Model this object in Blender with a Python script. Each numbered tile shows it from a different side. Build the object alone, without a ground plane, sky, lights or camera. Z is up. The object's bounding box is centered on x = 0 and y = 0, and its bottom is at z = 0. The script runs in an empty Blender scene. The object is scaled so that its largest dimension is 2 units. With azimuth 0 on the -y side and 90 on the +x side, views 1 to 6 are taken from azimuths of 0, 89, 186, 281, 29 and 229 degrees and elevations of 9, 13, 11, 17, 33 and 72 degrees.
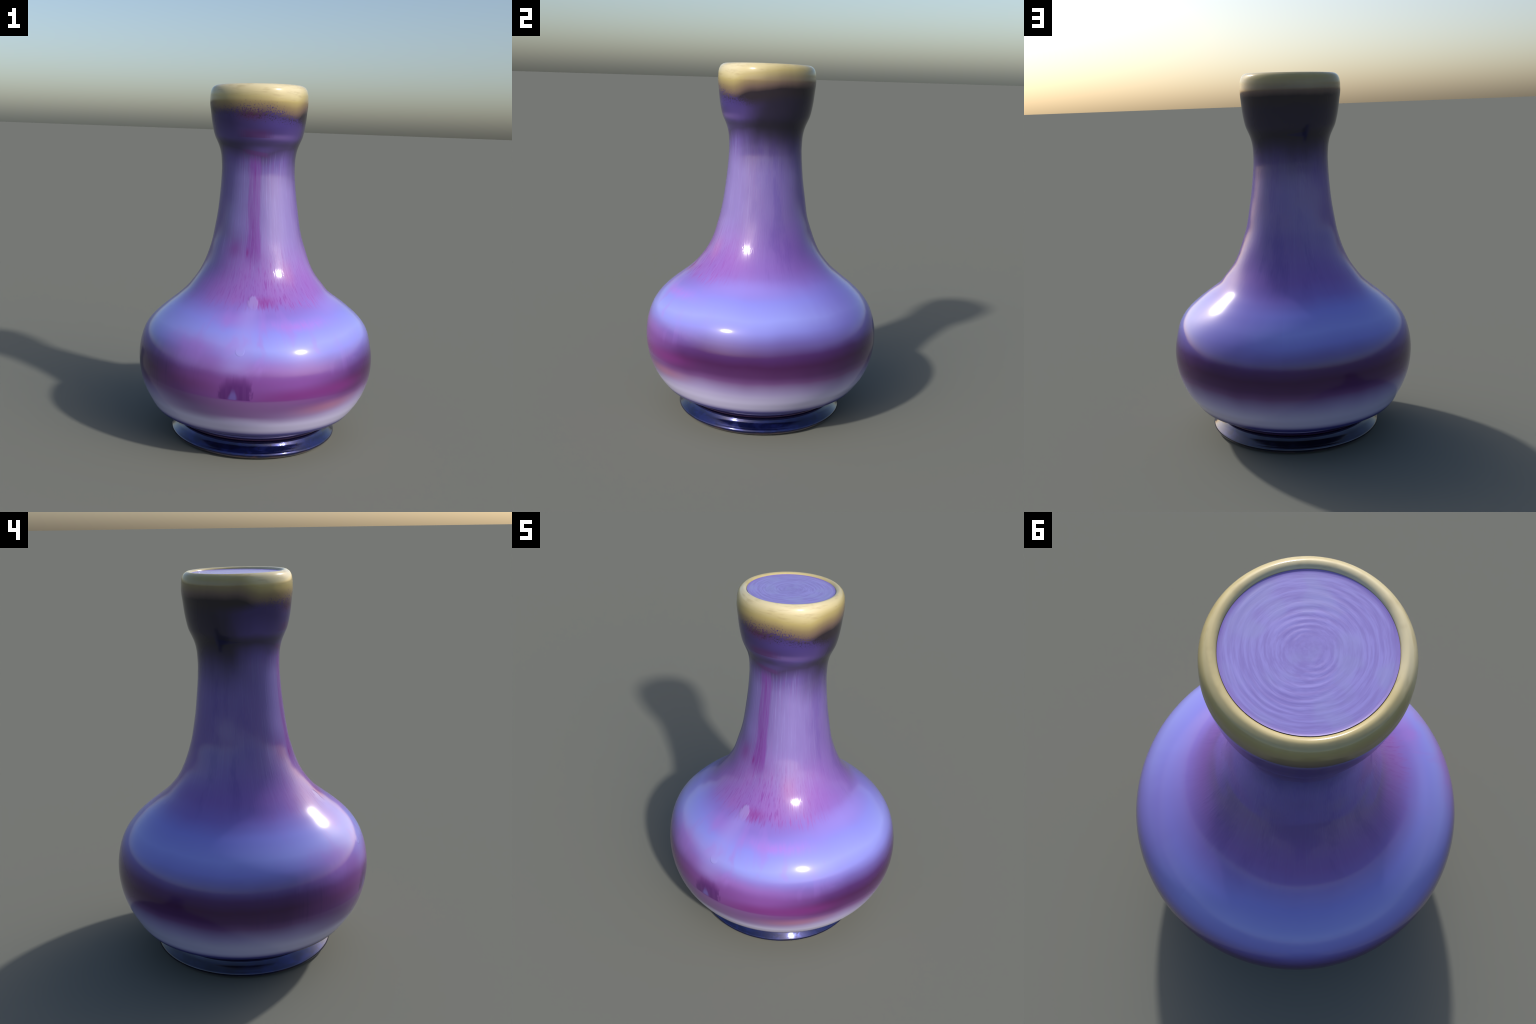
"""Glazed stoneware bottle vase: metallic blue foot, squat belly, tapering neck,
cup-shaped collar with a cream rim, and a flat disc closing the mouth."""
import bpy, math
import numpy as np

SEG = 256

# ------------------------------------------------------------------ profile
# (height, radius) of the outer wall, from the belly's underside to the rim crest
WALL = [(0.172, 0.5620), (0.184, 0.5722), (0.200, 0.5843), (0.225, 0.6015),
        (0.250, 0.6172), (0.275, 0.6300), (0.300, 0.6407), (0.350, 0.6565), (0.400, 0.6660),
        (0.450, 0.6705), (0.500, 0.6690), (0.550, 0.6615), (0.600, 0.6475), (0.650, 0.6245),
        (0.700, 0.5875), (0.750, 0.5345), (0.800, 0.4705), (0.850, 0.4095), (0.900, 0.3640),
        (0.950, 0.3280), (1.000, 0.3020), (1.050, 0.2825), (1.100, 0.2665), (1.150, 0.2525),
        (1.200, 0.2425), (1.300, 0.2270), (1.400, 0.2150), (1.500, 0.2070), (1.550, 0.2060),
        (1.600, 0.2085), (1.635, 0.2145), (1.660, 0.2220), (1.685, 0.2325), (1.715, 0.2455),
        (1.750, 0.2545), (1.800, 0.2630), (1.850, 0.2685), (1.885, 0.2728), (1.905, 0.2740), (1.930, 0.2730),
        (1.950, 0.2715), (1.968, 0.2670), (1.982, 0.2590), (1.990, 0.2490), (1.9935, 0.2410),
        (1.9920, 0.2320), (1.987, 0.2255), (1.979, 0.2216), (1.970, 0.2205), (1.955, 0.2202)]
# flaring, hollow-sided foot ring from the resting edge up to the groove
FOOT = [(0.012, 0.405), (0.004, 0.420), (0.000, 0.437), (0.003, 0.452), (0.010, 0.466),
        (0.019, 0.4745), (0.027, 0.4785), (0.034, 0.4765), (0.043, 0.4690), (0.056, 0.4580),
        (0.068, 0.4485), (0.077, 0.4430), (0.083, 0.4395), (0.0870, 0.4345), (0.0888, 0.4285), (0.0905, 0.4230)]
# rounded underside of the belly with two faint ridges, from the groove up to the wall
UNDERSIDE = [(0.0905, 0.4230), (0.0930, 0.4255), (0.0965, 0.4370), (0.1010, 0.4455), (0.1070, 0.4475),
             (0.1120, 0.4510), (0.1170, 0.4535), (0.1220, 0.4525), (0.1270, 0.4545), (0.1340, 0.4585),
             (0.1405, 0.4700), (0.1465, 0.4910), (0.1530, 0.5160), (0.1590, 0.5350), (0.1655, 0.5505), (0.1720, 0.5620)]


def spline(points, n):
    """Centripetal Catmull-Rom through (z, r) points, n samples per span."""
    p = np.array(points, float)
    p = np.vstack([2 * p[0] - p[1], p, 2 * p[-1] - p[-2]])
    out = []
    for i in range(1, len(p) - 2):
        p0, p1, p2, p3 = p[i - 1:i + 3]
        t0 = 0.0
        t1 = t0 + max(np.linalg.norm(p1 - p0), 1e-6) ** 0.5
        t2 = t1 + max(np.linalg.norm(p2 - p1), 1e-6) ** 0.5
        t3 = t2 + max(np.linalg.norm(p3 - p2), 1e-6) ** 0.5
        for t in np.linspace(t1, t2, n, endpoint=False):
            a1 = (t1 - t) / (t1 - t0) * p0 + (t - t0) / (t1 - t0) * p1
            a2 = (t2 - t) / (t2 - t1) * p1 + (t - t1) / (t2 - t1) * p2
            a3 = (t3 - t) / (t3 - t2) * p2 + (t - t2) / (t3 - t2) * p3
            b1 = (t2 - t) / (t2 - t0) * a1 + (t - t0) / (t2 - t0) * a2
            b2 = (t3 - t) / (t3 - t1) * a2 + (t - t1) / (t3 - t1) * a3
            out.append((t2 - t) / (t2 - t1) * b1 + (t - t1) / (t2 - t1) * b2)
    out.append(p[-2])
    return np.array(out)


def axis_at(z):
    """The thrown neck leans a little: axis position at height z."""
    x = np.interp(z, [0.0, 0.8, 1.0, 1.2, 1.5, 2.0], [0.0, 0.0, -0.004, -0.0105, -0.0190, -0.0300])
    y = np.interp(z, [0.0, 1.0, 2.0], [-0.001, -0.002, -0.0045])
    return x, y


def bell(v, centre, half):
    d = np.clip(np.abs(v - centre) / half, 0, 1)
    return 0.5 + 0.5 * np.cos(np.pi * d)


# hand-thrown unevenness: (azimuth, half width, height, half height, push outward)
DENTS = [(256, 105, 0.755, 0.15, -0.0155), (60, 75, 0.42, 0.24, 0.005), (125, 50, 0.45, 0.2, 0.003),
         (78, 80, 0.665, 0.13, 0.009), (98, 45, 0.835, 0.06, -0.008), (258, 110, 0.165, 0.09, 0.010),
         (135, 60, 0.20, 0.07, -0.004), (275, 70, 1.05, 0.3, 0.004)]


def uneven(az, z):
    d = np.zeros_like(z)
    for a0, aw, z0, zw, push in DENTS:
        da = (az - a0 + 180.0) % 360.0 - 180.0
        d += push * bell(da, 0, aw) * bell(z, z0, zw)
    # faint throwing ripples under the cup and slow lumps on neck and shoulder
    t = np.radians(az)
    d += 0.0002 * np.sin(2 * np.pi * (z * 11 + 0.25 * np.sin(t + 0.6))) * bell(z, 1.53, 0.13)
    d += 0.0007 * (np.sin(5 * t + 29 * z) + np.sin(7 * t - 21 * z + 1.0)) * bell(z, 1.05, 0.5)
    return d


def mouth_tilt(dx, dy, z):
    """The cup was cut off slightly askew: high towards +x, low behind."""
    return np.interp(z, [1.6, 1.95], [0.0, 1.0]) * (0.022 * dx - 0.007 * dy)


# ---------------------------------------------------------------- mesh tools
def lathe_grid(prof):
    th = np.linspace(0, 2 * math.pi, SEG, endpoint=False)
    z = np.repeat(prof[:, 0], SEG)
    r = np.repeat(prof[:, 1], SEG)
    t = np.tile(th, len(prof))
    cx, cy = axis_at(z)
    r = r + uneven(np.degrees(np.arctan2(np.cos(t), -np.sin(t))), z)
    dx, dy = r * np.cos(t), r * np.sin(t)
    return np.stack([cx + dx, cy + dy, z + mouth_tilt(dx, dy, z)], 1)


def grid_normals(v, rows):
    g = v.reshape(rows, SEG, 3)
    du = np.roll(g, -1, 1) - np.roll(g, 1, 1)
    dv = np.gradient(g, axis=0)
    n = np.cross(du, dv)
    n /= np.linalg.norm(n, axis=2, keepdims=True)
    return n.reshape(-1, 3)


def ring_faces(rows):
    f = []
    for i in range(rows - 1):
        a, b = i * SEG, (i + 1) * SEG
        for j in range(SEG):
            k = (j + 1) % SEG
            f.append((a + j, a + k, b + k, b + j))
    return f


def mesh_part(name, verts, faces, normals, mat, parent):
    me = bpy.data.meshes.new(name)
    me.from_pydata([tuple(c) for c in verts], [], faces)
    me.polygons.foreach_set("use_smooth", [True] * len(me.polygons))
    me.update()
    if normals is not None:
        me.normals_split_custom_set_from_vertices([tuple(c) for c in normals])
    me.materials.append(mat)
    ob = bpy.data.objects.new(name, me)
    bpy.context.scene.collection.objects.link(ob)
    ob.parent = parent
    return ob


# ---------------------------------------------------------------- materials
class Nodes:
    def __init__(self, name):
        self.mat = bpy.data.materials.new(name)
        self.mat.use_nodes = True
        self.t = self.mat.node_tree
        self.t.nodes.clear()
        self.out = self.t.nodes.new("ShaderNodeOutputMaterial")
        self.bsdf = self.t.nodes.new("ShaderNodeBsdfPrincipled")
        self.t.links.new(self.bsdf.outputs[0], self.out.inputs[0])
        tc = self.t.nodes.new("ShaderNodeTexCoord")
        self.pos = tc.outputs["Object"]
        sp = self.t.nodes.new("ShaderNodeSeparateXYZ")
        self.link(self.pos, sp.inputs[0])
        self.x, self.y, self.z = sp.outputs

    def link(self, a, b):
        if isinstance(a, (int, float)):
            b.default_value = a
        elif isinstance(a, tuple):
            b.default_value = a if len(a) == len(b.default_value) else a + (1.0,)
        else:
            self.t.links.new(a, b)

    def math(self, op, a, b=0.0, c=None):
        n = self.t.nodes.new("ShaderNodeMath")
        n.operation = op
        self.link(a, n.inputs[0])
        self.link(b, n.inputs[1])
        if c is not None:
            self.link(c, n.inputs[2])
        return n.outputs[0]

    def add(self, a, b): return self.math("ADD", a, b)
    def sub(self, a, b): return self.math("SUBTRACT", a, b)
    def mul(self, a, b): return self.math("MULTIPLY", a, b)

    def step(self, v, lo, hi):
        """Smooth 0..1 as v runs lo..hi (hi may be below lo)."""
        n = self.t.nodes.new("ShaderNodeMapRange")
        n.interpolation_type = "SMOOTHSTEP"
        flip = hi < lo
        self.link(v, n.inputs["Value"])
        n.inputs["From Min"].default_value = min(lo, hi)
        n.inputs["From Max"].default_value = max(lo, hi)
        n.inputs["To Min"].default_value = 1.0 if flip else 0.0
        n.inputs["To Max"].default_value = 0.0 if flip else 1.0
        return n.outputs[0]

    def bump_at(self, v, centre, half):
        """1 at centre, fading to 0 at +-half."""
        d = self.math("ABSOLUTE", self.sub(v, centre))
        return self.step(d, half, 0.0)

    def noise(self, scale, vec=None, detail=3.0, rough=0.55, squash=(1, 1, 1), shift=(0, 0, 0), distort=0.0):
        m = self.t.nodes.new("ShaderNodeMapping")
        self.link(vec if vec is not None else self.pos, m.inputs["Vector"])
        m.inputs["Scale"].default_value = squash
        m.inputs["Location"].default_value = shift
        n = self.t.nodes.new("ShaderNodeTexNoise")
        self.link(m.outputs[0], n.inputs["Vector"])
        n.inputs["Scale"].default_value = scale
        n.inputs["Detail"].default_value = detail
        n.inputs["Roughness"].default_value = rough
        n.inputs["Distortion"].default_value = distort
        return n.outputs[0]

    def mix(self, f, a, b):
        n = self.t.nodes.new("ShaderNodeMix")
        n.data_type = "RGBA"
        self.link(f, n.inputs[0])
        self.link(a, n.inputs[6])
        self.link(b, n.inputs[7])
        return n.outputs[2]

    def combine(self, x, y, z):
        n = self.t.nodes.new("ShaderNodeCombineXYZ")
        self.link(x, n.inputs[0]); self.link(y, n.inputs[1]); self.link(z, n.inputs[2])
        return n.outputs[0]

    def ramp(self, v, stops):
        n = self.t.nodes.new("ShaderNodeValToRGB")
        e = n.color_ramp.elements
        e[0].position, e[0].color = stops[0][0], stops[0][1] + (1,)
        e[1].position, e[1].color = stops[1][0], stops[1][1] + (1,)
        for p, c in stops[2:]:
            k = e.new(p)
            k.color = c + (1,)
        self.link(v, n.inputs[0])
        return n.outputs[0]

    def azimuth(self):
        """Degrees around the vase: 0 at the front (-y), +90 at +x, +-180 behind."""
        a = self.math("ARCTAN2", self.x, self.mul(self.y, -1.0))
        return self.mul(a, 180.0 / math.pi)

    def bump(self, height, strength, distance):
        n = self.t.nodes.new("ShaderNodeBump")
        self.link(height, n.inputs["Height"])
        n.inputs["Strength"].default_value = strength
        n.inputs["Distance"].default_value = distance
        self.link(n.outputs[0], self.bsdf.inputs["Normal"])


def srgb(r, g, b):
    f = lambda c: c / 12.92 if c <= 0.04045 else ((c + 0.055) / 1.055) ** 2.4
    return tuple(f(v / 255.0) for v in (r, g, b))


PERIWINKLE = srgb(139, 144, 221)
VIOLET = srgb(126, 98, 176)
ORCHID = srgb(142, 90, 168)
MAGENTA = srgb(118, 54, 144)
PLUM = srgb(63, 26, 73)
INDIGO = srgb(58, 46, 98)
CHARCOAL = srgb(33, 30, 42)
PALE = srgb(192, 187, 224)
CREAM = srgb(190, 177, 134)
OLIVE = srgb(134, 114, 78)
NAVY = srgb(54, 50, 122)


def glaze_material():
    n = Nodes("purple_flambe_glaze")
    # azimuth is read about the leaning axis of the neck
    lean = n.mul(n.step(n.z, 0.7, 2.1), 0.031)
    n.x = n.add(n.x, lean)
    az = n.azimuth()
    rad = n.math("SQRT", n.add(n.mul(n.x, n.x), n.mul(n.y, n.y)))
    # direction around the vase as a unit vector, so that noise has no seam behind
    ux = n.math("DIVIDE", n.x, rad)
    uy = n.math("DIVIDE", n.y, rad)
    around = n.combine(ux, uy, n.z)
    cloud = n.sub(n.noise(1.7, around, detail=2.0, shift=(3.1, 0.4, 1.2)), 0.5)
    cloud2 = n.sub(n.noise(3.3, around, detail=3.0, shift=(7.0, 2.0, 5.0)), 0.5)
    long_streak = n.sub(n.noise(34.0, around, detail=3.0, squash=(1, 1, 0.07)), 0.5)
    streak = n.add(n.mul(long_streak, 0.6), n.mul(n.sub(n.noise(58.0, around, detail=3.0, squash=(1, 1, 0.13), shift=(2, 0, 9)), 0.5), 0.5))
    fleck = n.sub(n.noise(52.0, around, detail=2.5, squash=(1, 1, 0.45), shift=(1, 5, 2)), 0.5)
    front = n.bump_at(az, 10.0, 95.0)
    near_front = n.bump_at(az, 5.0, 62.0)

    def between(v, lo, hi, soft):
        return n.mul(n.step(v, lo - soft, lo + soft), n.step(v, hi + soft, hi - soft))

    # --- the running glaze bands, lower in front where the glaze slid down
    slide = n.mul(near_front, 0.045)
    zz = n.add(n.z, n.mul(n.add(slide, n.mul(cloud, 0.05)), n.step(n.z, 0.20, 0.36)))
    side = n.ramp(n.mul(zz, 0.5), [
        (0.0895, NAVY), (0.0940, srgb(78, 72, 144)), (0.099, srgb(156, 150, 198)), (0.108, PALE), (0.130, PALE),
        (0.166, srgb(148, 136, 182)), (0.196, srgb(100, 66, 118)), (0.212, srgb(76, 40, 90)), (0.240, PLUM), (0.268, srgb(70, 38, 98)),
        (0.298, srgb(98, 84, 156)), (0.325, srgb(124, 124, 204)), (0.352, PERIWINKLE), (0.388, srgb(130, 130, 216)),
        (0.420, srgb(126, 106, 190)), (0.455, srgb(124, 94, 174)), (0.560, srgb(112, 90, 158)),
        (0.700, srgb(108, 92, 156)), (0.775, srgb(106, 92, 154)), (0.800, srgb(92, 78, 140)),
        (0.832, srgb(64, 54, 94)), (0.855, srgb(78, 64, 124)), (0.900, INDIGO)])
    col = side
    # fine vertical brushing on the neck and shoulder
    wave_z = n.add(n.z, n.mul(cloud, 0.08))
    neck = n.mul(n.step(n.z, 0.78, 1.0), n.step(n.z, 1.66, 1.56))
    col = n.mix(n.mul(n.step(streak, -0.02, 0.28), n.mul(neck, n.add(n.mul(front, 0.32), 0.10))), col, srgb(128, 62, 140))
    col = n.mix(n.mul(n.step(n.mul(streak, -1.0), 0.0, 0.26), n.mul(neck, n.add(n.mul(front, 0.32), 0.08))), col, srgb(158, 150, 212))
    # pale patch of the neck, to the right of the front
    pale = n.mul(n.bump_at(n.add(az, n.mul(cloud2, 30.0)), 34.0, 42.0), between(n.z, 0.98, 1.50, 0.07))
    col = n.mix(n.mul(pale, 0.50), col, srgb(142, 130, 192))
    pale2 = n.mul(n.bump_at(az, -30.0, 28.0), between(n.z, 1.20, 1.54, 0.06))
    col = n.mix(n.mul(pale2, 0.35), col, srgb(130, 122, 190))

    # --- orchid flush on the shoulder, ending in a ragged hem
    hem = n.add(n.z, n.add(n.mul(fleck, 0.075), n.mul(cloud2, 0.05)))
    flush = n.mul(n.mul(n.step(hem, 0.815, 0.870), n.step(n.z, 1.22, 0.92)), n.bump_at(az, 14.0, 105.0))
    col = n.mix(n.mul(flush, n.add(0.45, n.mul(cloud2, 1.1))), col, ORCHID)
    dark_fleck = n.mul(n.mul(flush, n.step(fleck, 0.0, 0.20)), n.add(n.mul(front, 0.55), 0.12))
    col = n.mix(dark_fleck, col, MAGENTA)
    heart = n.mul(n.bump_at(az, 4.5, 15.0), between(hem, 0.835, 0.868, 0.022))
    col = n.mix(n.mul(heart, 0.75), col, srgb(126, 44, 130))
    rose = n.mul(n.bump_at(az, 31.0, 12.0), n.bump_at(n.z, 0.985, 0.10))
    col = n.mix(n.mul(rose, 0.25), col, srgb(176, 104, 150))
    warm_right = n.mul(n.bump_at(az, 58.0, 34.0), n.bump_at(n.z, 0.96, 0.20))
    col = n.mix(n.mul(warm_right, 0.15), col, srgb(156, 84, 178))
    flecks_right = n.mul(n.bump_at(az, 40.0, 24.0), n.mul(n.bump_at(n.z, 0.845, 0.045), n.step(fleck, -0.02, 0.16)))
    col = n.mix(n.mul(flecks_right, 0.45), col, srgb(154, 80, 164))

    dusk = n.mul(n.bump_at(n.add(az, n.mul(cloud2, 25.0)), 146.0, 45.0), between(wave_z, 0.58, 0.82, 0.06))
    col = n.mix(n.mul(dusk, 0.55), col, srgb(118, 100, 188))

    mottle = n.mul(n.mul(n.step(n.add(cloud2, n.mul(fleck, 0.3)), -0.02, 0.20), neck), n.step(n.math("ABSOLUTE", az), 50.0, 85.0))
    col = n.mix(n.mul(mottle, 0.40), col, srgb(86, 64, 146))
    dusk_neck = n.mul(n.bump_at(n.add(az, n.mul(cloud2, 25.0)), 122.0, 38.0), n.bump_at(n.z, 1.0, 0.2))
    col = n.mix(n.mul(dusk_neck, 0.5), col, srgb(102, 66, 148))
    veil = n.mul(n.bump_at(az, 78.0, 48.0), n.bump_at(n.z, 0.82, 0.06))
    col = n.mix(n.mul(veil, 0.6), col, srgb(146, 130, 214))

    # --- rosy clouds below the shoulder
    wave = n.add(n.z, n.mul(cloud2, 0.05))
    band2 = n.mul(between(wave, 0.742, 0.772, 0.022), n.bump_at(az, 25.0, 32.0))
    col = n.mix(n.mul(band2, n.add(0.55, n.mul(fleck, 1.2))), col, srgb(164, 112, 206))
    left_rose = n.mul(n.bump_at(n.add(az, n.mul(cloud2, 20.0)), -28.0, 34.0), between(wave, 0.56, 0.685, 0.045))
    col = n.mix(n.mul(left_rose, 0.75), col, srgb(146, 102, 184))
    left_cloud = n.mul(n.bump_at(az, -14.0, 16.0), n.bump_at(n.z, 0.775, 0.055))
    col = n.mix(n.mul(left_cloud, 0.45), col, srgb(152, 108, 196))
    mid_rose = n.mul(n.bump_at(az, 2.0, 66.0), between(wave, 0.515, 0.60, 0.05))
    col = n.mix(n.mul(mid_rose, 0.75), col, srgb(146, 98, 178))
    bare = n.mul(n.step(n.math("ABSOLUTE", n.add(az, 3.0)), 58.0, 20.0), between(wave, 0.38, 0.535, 0.045))
    col = n.mix(n.mul(bare, 0.85), col, srgb(124, 73, 150))
    low_rose = n.mul(n.bump_at(az, -32.0, 30.0), between(wave, 0.42, 0.50, 0.05))
    col = n.mix(n.mul(low_rose, 0.6), col, srgb(106, 52, 108))
    band_front = n.mul(between(az, 4.0, 52.0, 14.0), n.bump_at(n.add(n.z, n.mul(az, -0.0007)), 0.412, 0.062))
    col = n.mix(n.mul(band_front, 0.72), col, srgb(108, 40, 112))
    strokes = n.mul(n.mul(n.step(streak, 0.0, 0.2), n.bump_at(az, -55.0, 40.0)), between(n.z, 0.40, 0.54, 0.05))
    col = n.mix(n.mul(strokes, 0.35), col, srgb(56, 28, 84))

    blotch = n.step(n.noise(4.5, around, detail=3.0, shift=(9, 3, 4), distort=0.8), 0.50, 0.64)
    blotch = n.mul(n.mul(blotch, n.bump_at(az, 0.0, 75.0)), between(n.z, 0.55, 0.80, 0.06))
    col = n.mix(n.mul(blotch, 0.45), col, srgb(150, 112, 200))

    # --- mauve skirt under the band: crisp upper edge in front, rust tinge to the right
    skirt_line = n.add(n.add(n.z, n.mul(n.math("ABSOLUTE", n.add(az, 4.0)), -0.00025)), n.mul(cloud2, 0.01))
    skirt = n.mul(n.mul(n.step(skirt_line, 0.402, 0.388), n.step(n.z, 0.255, 0.315)), n.bump_at(az, -6.0, 62.0))
    col = n.mix(n.mul(skirt, 0.9), col, srgb(116, 84, 136))
    painted_glint = n.mul(n.bump_at(n.add(az, n.mul(cloud2, 8.0)), -4.0, 17.0), n.bump_at(n.z, 0.262, 0.05))  # highlight low on the front belly, painted as a paler patch
    col = n.mix(n.mul(painted_glint, 0.7), col, srgb(172, 166, 206))
    rust = n.mul(n.bump_at(az, 36.0, 26.0), n.bump_at(n.add(n.z, n.mul(az, -0.0006)), 0.320, 0.05))
    col = n.mix(n.mul(rust, 0.55), col, srgb(156, 98, 122))

    # --- purple run above the skirt with a pale gap in it
    wobble = n.mul(fleck, 5.0)
    a2 = n.add(az, wobble)
    run = between(a2, -15.6, -1.2, 0.9)
    arch = n.sub(0.545, n.mul(n.math("POWER", n.mul(n.math("ABSOLUTE", n.add(az, 7.0)), 0.125), 3.0), 0.05))
    into = n.sub(arch, n.add(n.z, n.add(n.mul(cloud2, 0.03), n.mul(long_streak, 0.06))))
    run = n.mul(run, n.mul(n.step(into, 0.0, 0.075), n.step(n.z, 0.398, 0.404)))
    run = n.mul(run, n.add(0.88, n.mul(long_streak, 0.7)))
    col = n.mix(n.mul(run, 0.95), col, srgb(82, 34, 106))
    gap_width = n.add(0.9, n.mul(n.step(n.z, 0.47, 0.40), 1.7))
    gap = n.mul(n.step(n.math("DIVIDE", n.math("ABSOLUTE", n.add(n.add(az, n.mul(cloud2, 3.0)), 9.2)), gap_width), 1.0, 0.35), n.mul(n.step(n.z, 0.468, 0.42), n.step(n.z, 0.398, 0.406)))
    col = n.mix(n.mul(gap, 0.8), col, srgb(106, 90, 164))

    # --- pale drip from the shoulder, ending in a bead
    path = n.add(n.add(az, 5.2), n.add(n.mul(n.sub(n.z, 0.75), -20.0), n.mul(cloud2, 6.0)))
    trail = n.mul(n.bump_at(path, 0.0, 11.0), between(n.z, 0.54, 0.84, 0.04))
    col = n.mix(n.mul(trail, 0.40), col, srgb(150, 142, 216))
    db = n.math("SQRT", n.add(n.math("POWER", n.mul(n.add(az, 2.9), 0.0078), 2.0), n.math("POWER", n.sub(n.z, 0.850), 2.0)))
    lump = n.sub(n.noise(17.0, around, detail=2.0, shift=(5, 8, 1)), 0.5)
    blob = n.mul(n.step(n.add(db, n.mul(lump, 0.05)), 0.036, 0.021), n.step(n.z, 0.80, 0.858))
    col = n.mix(n.mul(blob, 0.68), col, srgb(146, 128, 192))
    bd = n.math("SQRT", n.add(n.math("POWER", n.mul(n.add(az, 7.1), 0.0105), 2.0), n.math("POWER", n.sub(n.z, 0.645), 2.0)))
    bead = n.mul(n.step(bd, 0.025, 0.019), n.step(n.z, 0.668, 0.628))
    col = n.mix(n.mul(bead, 0.45), col, srgb(152, 148, 218))

    # --- magenta runs down the front of the neck
    thread = n.add(az, n.add(n.mul(cloud2, 9.0), n.mul(streak, 9.0)))
    main_run = n.mul(between(thread, -13.5, 4.0, 1.3), between(n.z, 1.06, 1.60, 0.05))
    main_run = n.mul(main_run, n.add(0.62, n.mul(streak, 1.8)))
    col = n.mix(main_run, col, srgb(112, 56, 144))
    core = n.mul(n.bump_at(thread, -5.0, 6.5), between(n.z, 1.05, 1.28, 0.06))
    col = n.mix(n.mul(n.mul(core, n.add(0.6, n.mul(fleck, 2.0))), 0.65), col, srgb(104, 44, 130))
    slit = n.mul(n.bump_at(az, -12.0, 2.2), n.bump_at(n.z, 1.095, 0.035))
    col = n.mix(n.mul(slit, 0.8), col, srgb(112, 40, 122))
    spot = n.mul(n.bump_at(az, -28.0, 13.0), n.bump_at(n.z, 1.11, 0.075))
    col = n.mix(n.mul(spot, 0.65), col, srgb(114, 58, 136))
    hairs = n.mul(n.mul(n.step(streak, 0.05, 0.14), n.bump_at(az, -5.0, 24.0)), between(n.z, 1.50, 1.63, 0.03))
    col = n.mix(n.mul(hairs, 0.7), col, srgb(100, 44, 112))

    # --- cup: near-black charcoal at the sides and back, wine and violet in front
    dark_zone_az = n.add(n.math("ABSOLUTE", n.add(az, 5.0)), n.add(n.mul(cloud2, 18.0), n.mul(n.sub(n.z, 1.66), -70.0)))
    dark_zone = n.mul(n.step(dark_zone_az, 46.0, 90.0), n.step(n.add(n.z, n.mul(cloud, 0.10)), 1.38, 1.67))
    ring = n.mul(n.bump_at(n.z, 1.676, 0.036), 0.55)
    col = n.mix(ring, col, srgb(50, 46, 66))
    col = n.mix(n.mul(dark_zone, 0.90), col, CHARCOAL)
    grain = n.sub(n.noise(56.0, around, detail=3.0, rough=0.7, squash=(0.6, 0.6, 2.4)), 0.5)
    violet = n.mul(n.bump_at(az, 28.0, 42.0), n.bump_at(n.z, 1.785, 0.06))
    col = n.mix(n.mul(violet, 0.6), col, srgb(68, 56, 124))
    pale_lip = n.mul(n.bump_at(az, 25.0, 40.0), n.bump_at(n.z, 1.715, 0.025))
    col = n.mix(n.mul(pale_lip, 0.6), col, srgb(108, 88, 148))
    wine = n.mul(n.bump_at(az, -8.0, 26.0), n.bump_at(n.add(n.z, n.mul(grain, 0.06)), 1.835, 0.045))
    col = n.mix(n.mul(wine, 0.75), col, srgb(72, 32, 60))
    patch = n.mul(between(n.add(az, n.mul(long_streak, 30.0)), -20.0, 14.0, 9.0), n.mul(n.step(n.z, 1.7105, 1.7135), n.step(n.z, 1.765, 1.735)))
    col = n.mix(n.mul(patch, 0.60), col, srgb(72, 34, 84))
    dash_z = n.add(n.z, n.mul(az, 0.0006))
    dash = n.mul(between(n.add(az, n.mul(long_streak, 20.0)), -20.0, 14.0, 6.0), n.mul(n.step(dash_z, 1.607, 1.622), n.step(dash_z, 1.642, 1.634)))
    col = n.mix(n.mul(dash, 0.6), col, srgb(84, 46, 104))
    for a0, way in ((-103.0, 1.0), (-153.0, -1.0)):
        off = n.mul(n.sub(az, a0), way)
        taper = n.mul(n.step(off, 40.0, 0.0), 0.016)
        dashes = n.mul(n.step(off, -3.0, -1.0), n.step(n.sub(n.math("ABSOLUTE", n.sub(n.z, 1.672)), taper), 0.001, -0.006))
        upright = n.mul(n.bump_at(n.add(off, n.mul(n.sub(n.z, 1.672), 45.0)), 1.0, 5.0), n.bump_at(n.z, 1.675, 0.065))
        col = n.mix(n.mul(n.math("MAXIMUM", dashes, upright), 0.75), col, srgb(26, 24, 66))

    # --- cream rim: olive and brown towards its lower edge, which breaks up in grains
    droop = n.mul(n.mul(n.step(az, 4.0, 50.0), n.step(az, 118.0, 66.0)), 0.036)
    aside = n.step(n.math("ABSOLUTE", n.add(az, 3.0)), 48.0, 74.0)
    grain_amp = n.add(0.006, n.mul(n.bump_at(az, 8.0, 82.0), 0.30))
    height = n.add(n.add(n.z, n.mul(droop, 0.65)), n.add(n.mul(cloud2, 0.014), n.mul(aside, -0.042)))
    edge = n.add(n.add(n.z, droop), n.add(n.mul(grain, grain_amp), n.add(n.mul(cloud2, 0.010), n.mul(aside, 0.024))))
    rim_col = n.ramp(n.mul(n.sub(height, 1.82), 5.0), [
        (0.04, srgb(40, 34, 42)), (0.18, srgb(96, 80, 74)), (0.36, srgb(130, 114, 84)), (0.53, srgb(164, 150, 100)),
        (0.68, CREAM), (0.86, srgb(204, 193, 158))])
    lines = n.sub(n.noise(26.0, around, detail=2.0, squash=(0.15, 0.15, 3.5)), 0.5)
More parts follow.
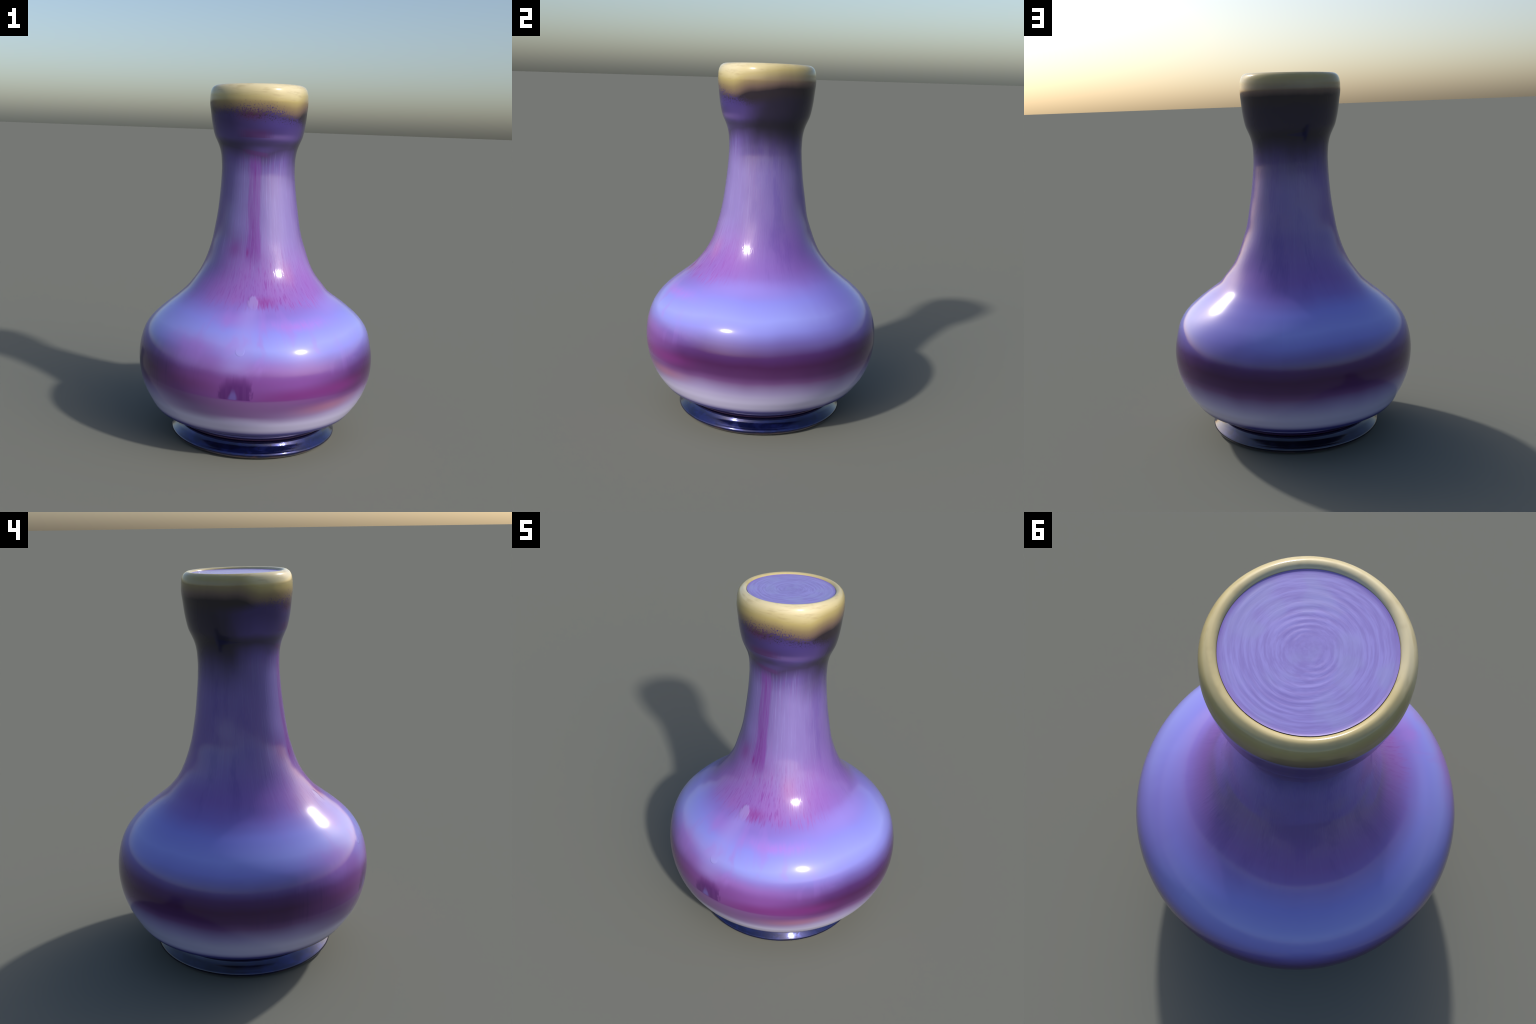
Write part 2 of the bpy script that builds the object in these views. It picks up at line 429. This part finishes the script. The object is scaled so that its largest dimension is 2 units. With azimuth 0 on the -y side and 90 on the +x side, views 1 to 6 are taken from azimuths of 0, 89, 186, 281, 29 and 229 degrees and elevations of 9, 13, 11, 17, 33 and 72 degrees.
    rim_col = n.mix(n.mul(n.mul(n.step(lines, 0.0, 0.25), 0.32), n.step(height, 1.89, 1.94)), rim_col, srgb(152, 134, 94))
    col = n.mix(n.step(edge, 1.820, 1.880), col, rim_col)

    n.link(col, n.bsdf.inputs["Base Color"])
    n.bsdf.inputs["Roughness"].default_value = 0.13
    relief = n.add(n.mul(n.mul(fleck, neck), 0.25), n.add(n.mul(blob, 0.8), n.mul(bead, 0.5)))
    n.bump(relief, 0.5, 0.004)
    return n.mat


def foot_material():
    n = Nodes("lustrous_blue_foot_glaze")
    rad = n.math("SQRT", n.add(n.mul(n.x, n.x), n.mul(n.y, n.y)))
    around = n.combine(n.math("DIVIDE", n.x, rad), n.math("DIVIDE", n.y, rad), n.z)
    smear = n.noise(7.0, around, detail=4.0, squash=(1, 1, 5.0), distort=0.6)
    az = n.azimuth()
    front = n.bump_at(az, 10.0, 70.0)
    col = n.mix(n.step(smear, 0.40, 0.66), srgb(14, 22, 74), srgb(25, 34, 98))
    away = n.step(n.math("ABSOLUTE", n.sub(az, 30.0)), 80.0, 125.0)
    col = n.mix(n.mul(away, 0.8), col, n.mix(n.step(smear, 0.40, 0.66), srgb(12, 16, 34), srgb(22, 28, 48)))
    spots = n.step(n.noise(22.0, around, detail=3.0, squash=(1, 1, 4.0), shift=(4, 1, 0)), 0.60, 0.68)
    col = n.mix(n.mul(n.mul(spots, n.add(0.35, n.mul(front, 0.6))), 0.85), col, srgb(26, 28, 40))
    waist = n.step(n.z, 0.0885, 0.0915)
    col = n.mix(waist, col, n.ramp(n.mul(n.z, 5.0), [
        (0.46, srgb(60, 30, 80)), (0.50, srgb(70, 28, 76)), (0.56, srgb(46, 38, 98)), (0.62, srgb(76, 66, 150)),
        (0.70, srgb(58, 52, 126)), (0.86, NAVY)]))
    lip_highlight = n.bump_at(n.z, 0.086, 0.004)  # bright reflection on the ledge, tinted into the base colour
    col = n.mix(n.mul(lip_highlight, 0.6), col, srgb(92, 88, 150))
    worn = n.step(n.add(n.z, n.mul(n.sub(smear, 0.5), 0.05)), 0.026, 0.012)
    col = n.mix(n.mul(worn, 0.75), col, srgb(112, 78, 88))
    n.link(col, n.bsdf.inputs["Base Color"])
    n.link(n.sub(0.7, n.mul(waist, 0.35)), n.bsdf.inputs["Metallic"])
    n.bsdf.inputs["Coat Weight"].default_value = 0.8
    n.bsdf.inputs["Coat Roughness"].default_value = 0.06
    n.link(n.add(0.10, n.mul(n.step(smear, 0.5, 0.7), 0.10)), n.bsdf.inputs["Roughness"])
    n.bump(n.mul(smear, front), 0.25, 0.004)
    return n.mat


def disc_material():
    n = Nodes("lavender_disc_glaze")
    n.x = n.add(n.x, 0.0295)
    n.y = n.add(n.y, 0.0045)
    rad = n.math("SQRT", n.add(n.mul(n.x, n.x), n.mul(n.y, n.y)))
    safe = n.math("MAXIMUM", rad, 0.002)
    ux, uy = n.math("DIVIDE", n.x, safe), n.math("DIVIDE", n.y, safe)
    # turning marks: rings drawn out along the circle, drifting inwards
    drift = n.mul(n.sub(n.noise(6.0, detail=1.0), 0.5), 0.018)
    rings = n.noise(1.0, n.combine(n.mul(n.add(rad, drift), 100.0), n.mul(ux, 1.5), n.mul(uy, 1.5)), detail=3.0, rough=0.6)
    speck = n.noise(110.0, detail=2.0)
    centre = n.step(rad, 0.09, 0.02)
    blur = n.noise(9.0, detail=2.0, shift=(3, 3, 0))
    col = n.mix(n.mul(n.step(rings, 0.34, 0.66), n.sub(1.0, n.mul(centre, 0.6))), srgb(130, 118, 188), srgb(143, 135, 205))
    col = n.mix(n.mul(n.step(blur, 0.46, 0.66), 0.5), col, srgb(140, 142, 196))
    col = n.mix(n.mul(n.step(rad, 0.205, 0.222), 0.5), col, srgb(114, 88, 168))
    n.link(col, n.bsdf.inputs["Base Color"])
    n.bsdf.inputs["Roughness"].default_value = 0.26
    n.bump(n.add(n.mul(rings, n.sub(1.0, centre)), n.mul(n.mul(speck, centre), 0.5)), 0.11, 0.003)
    return n.mat


# --------------------------------------------------------------------- build
vase = bpy.data.objects.new("bottle_vase", None)
bpy.context.scene.collection.objects.link(vase)
vase["label"] = "glossy purple lavender ceramic bottle vase with cream rim"
vase["category"] = "vase"

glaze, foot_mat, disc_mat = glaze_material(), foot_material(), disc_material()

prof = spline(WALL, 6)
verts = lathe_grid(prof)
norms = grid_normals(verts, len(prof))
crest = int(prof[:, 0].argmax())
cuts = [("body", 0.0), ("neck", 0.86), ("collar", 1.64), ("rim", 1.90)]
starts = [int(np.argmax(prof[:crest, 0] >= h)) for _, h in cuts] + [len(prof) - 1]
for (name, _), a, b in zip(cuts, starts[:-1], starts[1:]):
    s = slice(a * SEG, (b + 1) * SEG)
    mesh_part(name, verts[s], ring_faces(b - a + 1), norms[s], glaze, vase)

# foot, closed underneath by a slightly recessed base
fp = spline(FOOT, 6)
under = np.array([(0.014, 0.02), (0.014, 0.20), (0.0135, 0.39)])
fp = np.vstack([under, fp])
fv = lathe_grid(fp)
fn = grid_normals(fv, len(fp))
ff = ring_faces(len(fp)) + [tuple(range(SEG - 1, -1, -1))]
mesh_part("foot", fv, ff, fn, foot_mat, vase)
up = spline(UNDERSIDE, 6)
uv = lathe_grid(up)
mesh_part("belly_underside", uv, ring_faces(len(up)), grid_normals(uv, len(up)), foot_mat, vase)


# disc closing the mouth, with shallow turning marks
rad = np.linspace(0.0008, 0.2222, 90)
th = np.linspace(0, 2 * math.pi, SEG, endpoint=False)
R, T = np.repeat(rad, SEG), np.tile(th, len(rad))
dcx, dcy = axis_at(1.98)
dx, dy = R * np.cos(T), R * np.sin(T)
ripple = 0.00022 * np.sin(2 * math.pi * (R * 55 + 0.5 * np.sin(T + 25 * R) + 0.3 * np.sin(2 * T - 37 * R)))
ripple *= np.clip(R / 0.05, 0, 1) * (0.5 + 0.5 * np.sin(T * 2 + R * 31))
dv = np.stack([dcx + dx, dcy + dy, 1.9830 + 0.017 * dx - 0.002 * dy + ripple + 0.002 * np.clip((R - 0.212) / 0.012, 0, 1) ** 2], 1)
df = [f[::-1] for f in ring_faces(len(rad))] + [tuple(range(SEG))]
mesh_part("mouth_disc", dv, df, None, disc_mat, vase)
